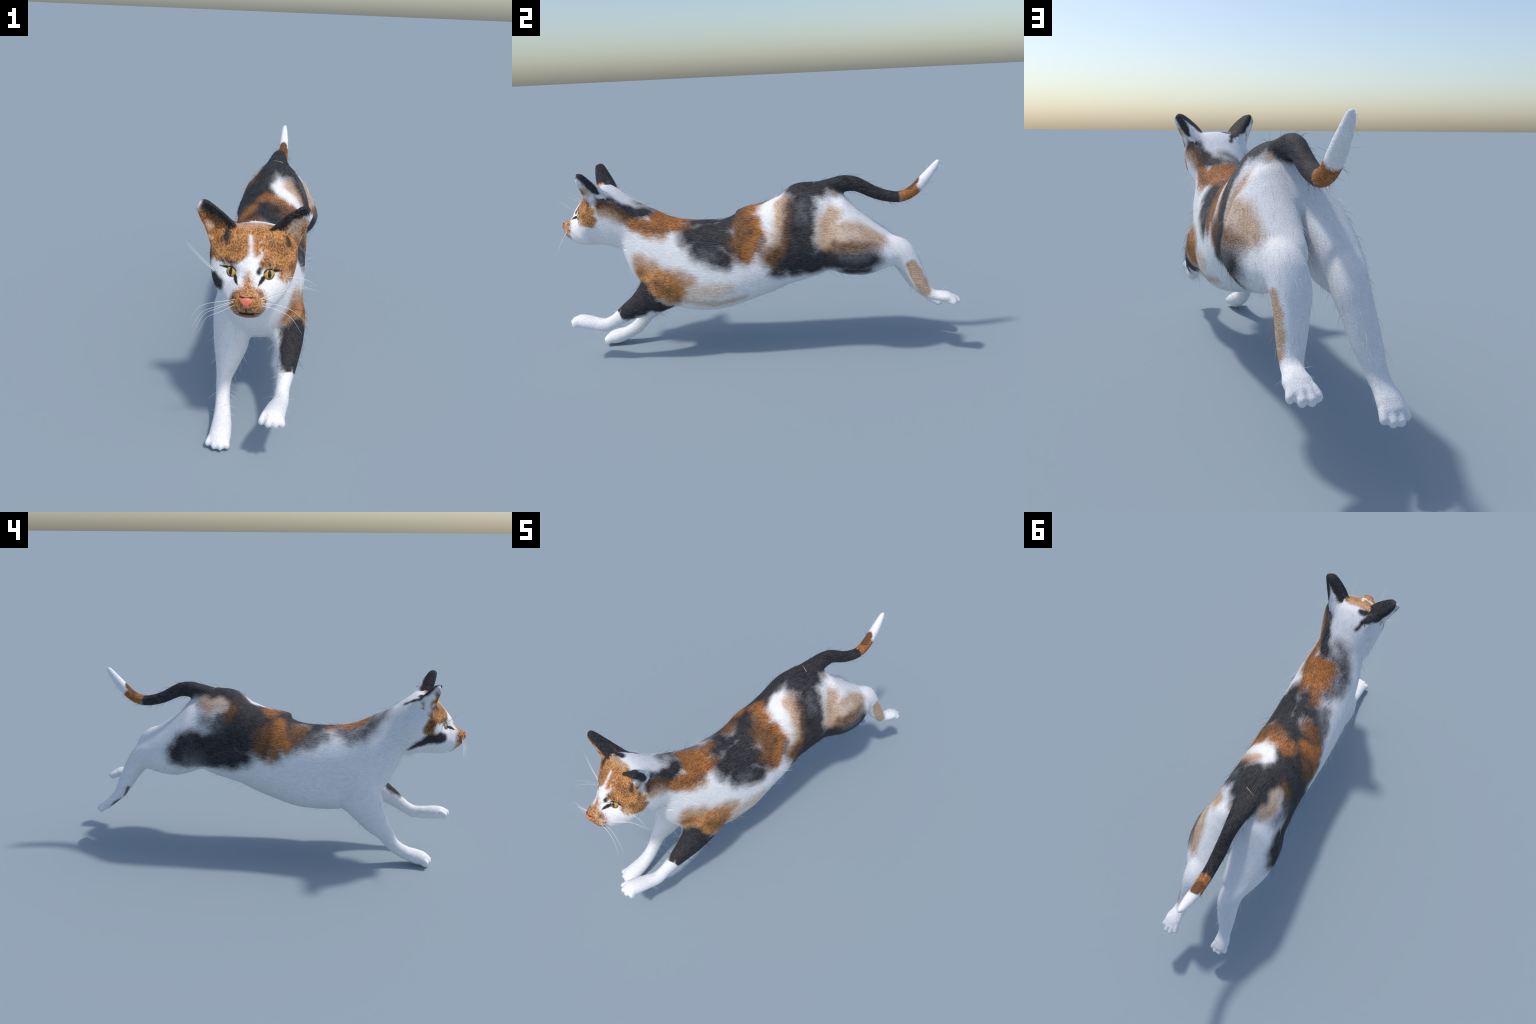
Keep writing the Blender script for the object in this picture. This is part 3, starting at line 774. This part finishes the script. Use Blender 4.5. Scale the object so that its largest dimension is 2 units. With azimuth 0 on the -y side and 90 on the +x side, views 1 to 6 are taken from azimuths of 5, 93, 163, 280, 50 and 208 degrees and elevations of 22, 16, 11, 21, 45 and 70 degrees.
def eye_material():
    m = simple('eye', (.02, .012, .008), .12, Coat_Weight=.6)
    nt = m.node_tree; b = nt.nodes['Principled BSDF']
    P = node(nt, 'ShaderNodeTexCoord').outputs['Object']
    p = node(nt, 'ShaderNodeSeparateXYZ', [(0, P)]).outputs
    r = maths(nt, 'SQRT', maths(nt, 'ADD', maths(nt, 'MULTIPLY', p[0], p[0]), maths(nt, 'MULTIPLY', p[2], p[2])))
    step = lambda v, a, c: node(nt, 'ShaderNodeMapRange', [(0, v), (1, a), (2, c)], interpolation_type='SMOOTHSTEP').outputs[0]
    spokes = node(nt, 'ShaderNodeTexNoise', [(0, P), (2, 160.0), (3, 2.0)]).outputs[0]
    amber = mix_rgb(nt, step(r, .003, .016), (.72, .43, .050), (.45, .23, .02))
    amber = mix_rgb(nt, step(spokes, .35, .65), amber, (.62, .38, .05))
    col = mix_rgb(nt, step(r, .0205, .0190), (.012, .008, .006), amber)
    # upright slit pupil
    w = maths(nt, 'MULTIPLY_ADD', maths(nt, 'MULTIPLY', p[2], p[2]), -20.0, .0066)
    col = mix_rgb(nt, step(maths(nt, 'SUBTRACT', maths(nt, 'ABSOLUTE', p[0]), w), .0008, -.0008), col, (.004, .004, .004))
    col = mix_rgb(nt, step(p[2], .0120, .0150), col, (.010, .007, .005))  # upper lid's shadow painted dark across the top of the eye
    nt.links.new(col, b.inputs['Base Color'])
    return m


amber = eye_material(); lid_mat = simple('eyelid', (.012, .008, .006), .5)
for k, sx in enumerate((1, -1)):
    gaze = Vector((.42*sx, -.88, .22)).normalized()
    hit = skin_tree.ray_cast(Vector((EYE.x*sx, EYE.y, EYE.z)) + gaze*.08, -gaze)[0]
    R = .0265
    centre = hit - gaze*(R - .0120)
    v, f = ball((0, 0, 0), (R, R, R), 48)
    me = mesh_of(v, f, 'eye'); me.polygons.foreach_set('use_smooth', np.ones(len(f), bool)); me.materials.append(amber)
    o = bpy.data.objects.new('eye' if k == 0 else 'eye.001', me); link(o, objs['head'])
    zax = (Vector((0, 0, 1)) - gaze*gaze.z).normalized(); yax = -gaze; xax = yax.cross(zax)
    rot = Matrix((xax, yax, zax)).transposed().to_4x4()
    o.matrix_world = Matrix.Translation(centre) @ rot
    # lids: a fur-covered cap over the ball with a slanted almond opening and a dark rim
    n_th, steps = 64, [(0.0, -.0012), (0.0, .0006), (.0012, .0014), (.0028, .0012), (.0042, .0008), (.007, .0004), (.011, -.0004)]
    rv, tilt = [], -.34*sx
    for out, lift in steps:
        for th in np.linspace(0, 2*math.pi, n_th, endpoint=False):
            cx, cz = math.cos(th), math.sin(th)
            px = .0212*cx; pz = (.0140 if cz > 0 else .0160)*cz*(1 - .22*cx*cx)
            k_ = math.hypot(px, pz); px, pz = px*(1 + out/k_), pz*(1 + out/k_)
            x2, z2 = px*math.cos(tilt) + pz*math.sin(tilt), -px*math.sin(tilt) + pz*math.cos(tilt)
            rr = R + lift
            y2 = -math.sqrt(max(1e-7, rr*rr - x2*x2 - z2*z2))
            rv.append(tuple(centre + rot.to_3x3() @ Vector((x2, y2, z2))))
    rf = [(i*n_th + j, i*n_th + (j+1) % n_th, (i+1)*n_th + (j+1) % n_th, (i+1)*n_th + j) for i in range(len(steps) - 1) for j in range(n_th)]
    me = mesh_of(rv, rf, 'eyelid'); me.polygons.foreach_set('use_smooth', np.ones(len(rf), bool))
    me.materials.append(lid_mat); me.materials.append(objs['head'].data.materials[0])
    for p in me.polygons:
        p.material_index = 0 if p.index < 4*n_th else 1
    link(bpy.data.objects.new('eyelid' if k == 0 else 'eyelid.001', me), objs['head'])

# nose leather: a rounded triangle domed off the skin
nv, nf = [], []
NU, NW = 22, 18
for i in range(NW + 1):
    w = i/NW                                  # 0 at the top edge, 1 at the lip
    z = .7145 - .039*w
    half = float(pchip([0, .12, .3, .5, .75, 1], [.0215, .0245, .0205, .0145, .0105, .0060], np.array([w]))[0])
    for j in range(NU + 1):
        u = -1 + 2*j/NU
        x = half*u
        zz = z - .004*(1 - u*u)*(1 - w)*-.5
        h = skin_tree.ray_cast(Vector((x, -1.2, zz)), Vector((0, 1, 0)))
        y = h[0].y if h[0] is not None else -.95
        edge = (1 - abs(u)**4)*min(1, w*7 + .05)*min(1, (1 - w)*5 + .05)
        d = .0030*edge**.6 - .0012
        d -= .004*math.exp(-((abs(x) - .0125)/.0045)**2 - ((zz - .690 - .35*(abs(x) - .0125))/.0042)**2)   # nostrils
        d -= .0015*math.exp(-(x/.0012)**2)*(w > .3)
        nv.append((x, y - d, zz))
for i in range(NW):
    for j in range(NU):
        a = i*(NU+1) + j
        nf.append((a, a + 1, a + NU + 2, a + NU + 1))
me = mesh_of(nv, nf, 'nose'); me.polygons.foreach_set('use_smooth', np.ones(len(nf), bool))
nm = simple('nose_leather', (.72, .20, .12), .42)
nt = nm.node_tree; P = node(nt, 'ShaderNodeTexCoord').outputs['Object']
cells = node(nt, 'ShaderNodeTexVoronoi', [(0, P), (2, 420.0)]).outputs['Distance']
base = mix_rgb(nt, cells, (.84, .25, .145), (.68, .15, .075))
d = None
for sx in (1, -1):
    q = stroke_distance(nt, P, [(.0135*sx, -.984, .6895, .0038), (.019*sx, -.975, .694, .0025)])
    rim_ = stroke_distance(nt, P, [(.000, -.982, .7165, .0012), (.014*sx, -.980, .7165, .0020), (.0265*sx, -.968, .713, .0025), (.0245*sx, -.968, .703, .0016)])
    q = maths(nt, 'MINIMUM', q, rim_)
    d = q if d is None else maths(nt, 'MINIMUM', d, q)
f = node(nt, 'ShaderNodeMapRange', [(0, d), (1, .002), (2, -.0015)]).outputs[0]
nt.links.new(mix_rgb(nt, f, base, (.02, .008, .006)), nt.nodes['Principled BSDF'].inputs['Base Color'])
me.materials.append(nm)
nose = bpy.data.objects.new('nose', me); link(nose, objs['head'])
so = nose.modifiers.new('thickness', 'SOLIDIFY'); so.thickness = .002; so.offset = -1


def strand_mesh(lines, radii, name, sides=4):
    """Tapered hairs: lines (n, k, 3), root radii (n,)."""
    lines = np.asarray(lines, float); n, k = lines.shape[:2]
    t = np.gradient(lines, axis=1); t /= np.linalg.norm(t, axis=2, keepdims=True) + 1e-12
    ref = np.where(np.abs(t[:, :, 2:3]) > .9, np.array([1.0, 0, 0]), np.array([0, 0, 1.0]))
    a = np.cross(t, ref); a /= np.linalg.norm(a, axis=2, keepdims=True); b = np.cross(t, a)
    taper = (1 - np.linspace(0, 1, k)**1.6*.9)[None, :, None]*np.asarray(radii)[:, None, None]
    ring = [lines + taper*(a*math.cos(q) + b*math.sin(q)) for q in np.linspace(0, 2*math.pi, sides, endpoint=False)]
    v = np.stack(ring, 2).reshape(-1, 3)
    i, j, s_ = np.meshgrid(np.arange(n), np.arange(k - 1), np.arange(sides), indexing='ij')
    base = (i*k + j)*sides
    f = np.stack([base + s_, base + (s_ + 1) % sides, base + sides + (s_ + 1) % sides, base + sides + s_], -1).reshape(-1, 4)
    me = bpy.data.meshes.new(name); me.from_pydata(v.tolist(), [], f.tolist()); me.update()
    me.polygons.foreach_set('use_smooth', np.ones(len(f), bool))
    return me


def bezier(p, n=14):
    p = np.array(p, float); d = np.concatenate([[0], np.cumsum(np.linalg.norm(np.diff(p, axis=0), axis=1))])
    q = np.linspace(0, d[-1], n)
    return np.stack([pchip(d, p[:, c], q) for c in range(3)], 1)


whisk_mat = simple('whisker', (.80, .78, .74), .4)
WHISKERS = [
    [(-.036, -.966, .700), (-.090, -.976, .692), (-.150, -.978, .672), (-.185, -.988, .622)],
    [(-.040, -.964, .694), (-.095, -.974, .674), (-.144, -.975, .650), (-.178, -.988, .596)],
    [(-.038, -.964, .691), (-.090, -.972, .668), (-.139, -.972, .640), (-.170, -.984, .580)],
    [(-.034, -.966, .684), (-.080, -.972, .656), (-.132, -.970, .626), (-.160, -.985, .566)],
    [(.044, -.955, .700), (.095, -.925, .712), (.150, -.870, .716), (.235, -.822, .692)],
    [(.046, -.954, .694), (.100, -.918, .704), (.155, -.862, .706), (.242, -.800, .676)],
    [(.048, -.954, .686), (.100, -.940, .680), (.150, -.940, .664), (.210, -.948, .618)],
    [(.046, -.956, .680), (.095, -.950, .668), (.140, -.952, .650), (.190, -.965, .590)],
    [(.042, -.958, .704), (.100, -.930, .722), (.160, -.880, .730)],
    [(.130, -.850, .742), (.180, -.835, .735), (.232, -.825, .705)],
    [(-.128, -.850, .752), (-.175, -.848, .795), (-.228, -.842, .846)],
    [(-.126, -.852, .746), (-.172, -.850, .785), (-.222, -.846, .836)],
    [(.078, -.884, .785), (.084, -.925, .825), (.088, -.975, .862)],
    [(.070, -.888, .788), (.074, -.930, .815), (.074, -.975, .838)],
    [(-.078, -.884, .785), (-.084, -.925, .825), (-.088, -.975, .862)],
    [(-.070, -.888, .788), (-.074, -.930, .815), (-.076, -.978, .836)],
]
for i, w in enumerate(WHISKERS):
    me = strand_mesh([bezier(w)], [.00085], 'whisker', 6); me.materials.append(whisk_mat)
    link(bpy.data.objects.new('whisker' if i == 0 else 'whisker.%03d' % i, me), objs['head'])


# ---------------------------------------------------------------- stray guard hairs
def marks_at(P):
    """Coat colour at each point, from the same strokes as the material."""
    c = np.full(len(P), 'white', dtype=object)
    for colour, soft, ragged, strokes in MARKS + TAIL_MARKS:
        for s in strokes:
            s = s if len(s) > 1 else [s[0], s[0]]
            for a, b in zip(s[:-1], s[1:]):
                A, AB = np.array(a[:3]), np.array(b[:3]) - np.array(a[:3]); L2 = max(AB @ AB, 1e-9)
                h = ((P - A) @ AB/L2).clip(0, 1)
                c[np.linalg.norm(P - A - h[:, None]*AB, axis=1) < a[3] + h*(b[3] - a[3])] = colour
    return c


hair_sets = {}
limbs = {'forelimb', 'forelimb.001', 'hindlimb', 'hindlimb.001'}
for n, count, ln in (('torso', 950, .040), ('neck', 320, .034), ('head', 160, .018), ('ear', 40, .018), ('ear.001', 40, .018),
                     ('forelimb', 300, .036), ('forelimb.001', 300, .036), ('hindlimb', 380, .034), ('hindlimb.001', 380, .034),
                     ('tail', 220, .036), ('front_paw', 40, .018), ('front_paw.001', 40, .018), ('hind_paw', 40, .018), ('hind_paw.001', 40, .018)):
    idx = np.nonzero(lab == names.index(n))[0]
    chosen = rng.choice(idx, count, replace=False)
    for i, colour in zip(chosen, marks_at(V[chosen])):
        p, nr = V[i], N[i]
        if n == 'head' and p[1] < -.86:
            continue
        flow = np.array([0, 1, -.3])
        if n in limbs: flow = np.array([0, .55, -.8]) if 'hind' in n else np.array([0, .6, -.8])
        if 'paw' in n: flow = np.array([0, -.6, -.4]) if 'front' in n else np.array([0, .7, -.5])
        if n.startswith('ear'): flow = np.array([0, .8, .5])
        flow = flow - nr*(flow @ nr); flow /= np.linalg.norm(flow) + 1e-9
        flow = flow + rng.normal(0, .22, 3)
        lift = rng.uniform(.25, .85)
        L = ln*rng.uniform(.45, 1.35)*(1.5 if rng.random() < .04 else 1)
        q = np.linspace(0, 1, 6)[:, None]
        line = p - nr*.001 + L*q*(flow*(.75 + .3*q) + nr*lift*(1 - .35*q)) + np.array([0, 0, -.18])*L*q*q
        if line[:, 2].min() < .006 or np.abs(line[:, 0]).max() > .236 or np.abs(line[:, 1]).max() > .993:
            continue
        if n.startswith('ear'): colour = 'black' if nr[1] > 0 else 'orange'
        colour = {'smoke': 'black', 'pale': 'white', 'liner': 'black', 'mouth': 'black', 'skin': 'orange', 'ginger': 'orange'}.get(colour, colour)
        hair_sets.setdefault(colour, []).append((line, rng.uniform(.0003, .00055)))
HAIR = {'white': (.78, .78, .78), 'black': (.015, .015, .017), 'orange': (.36, .14, .04), 'brown': (.09, .045, .02), 'tan': (.55, .38, .24)}
for c_, items in hair_sets.items():
    me = strand_mesh([l for l, _ in items], [r for _, r in items], c_ + '_guard_hair', 3)
    me.materials.append(simple(c_ + '_hair', HAIR[c_], .6))
    o = bpy.data.objects.new(c_ + '_guard_hair', me); o['kind'] = 'stuff'; link(o, cat)

# a wisp of straw caught in the rump
top = lambda x, y: skin_tree.ray_cast(Vector((x, y, 1.2)), Vector((0, 0, -1)))[0] + Vector((0, 0, .002))
me = strand_mesh([bezier([top(.028, .292), top(.012, .298), top(-.006, .306), top(-.026, .312)])], [.0016], 'straw', 6)
me.materials.append(simple('straw', (.55, .36, .2), .7)); link(bpy.data.objects.new('straw', me), cat)
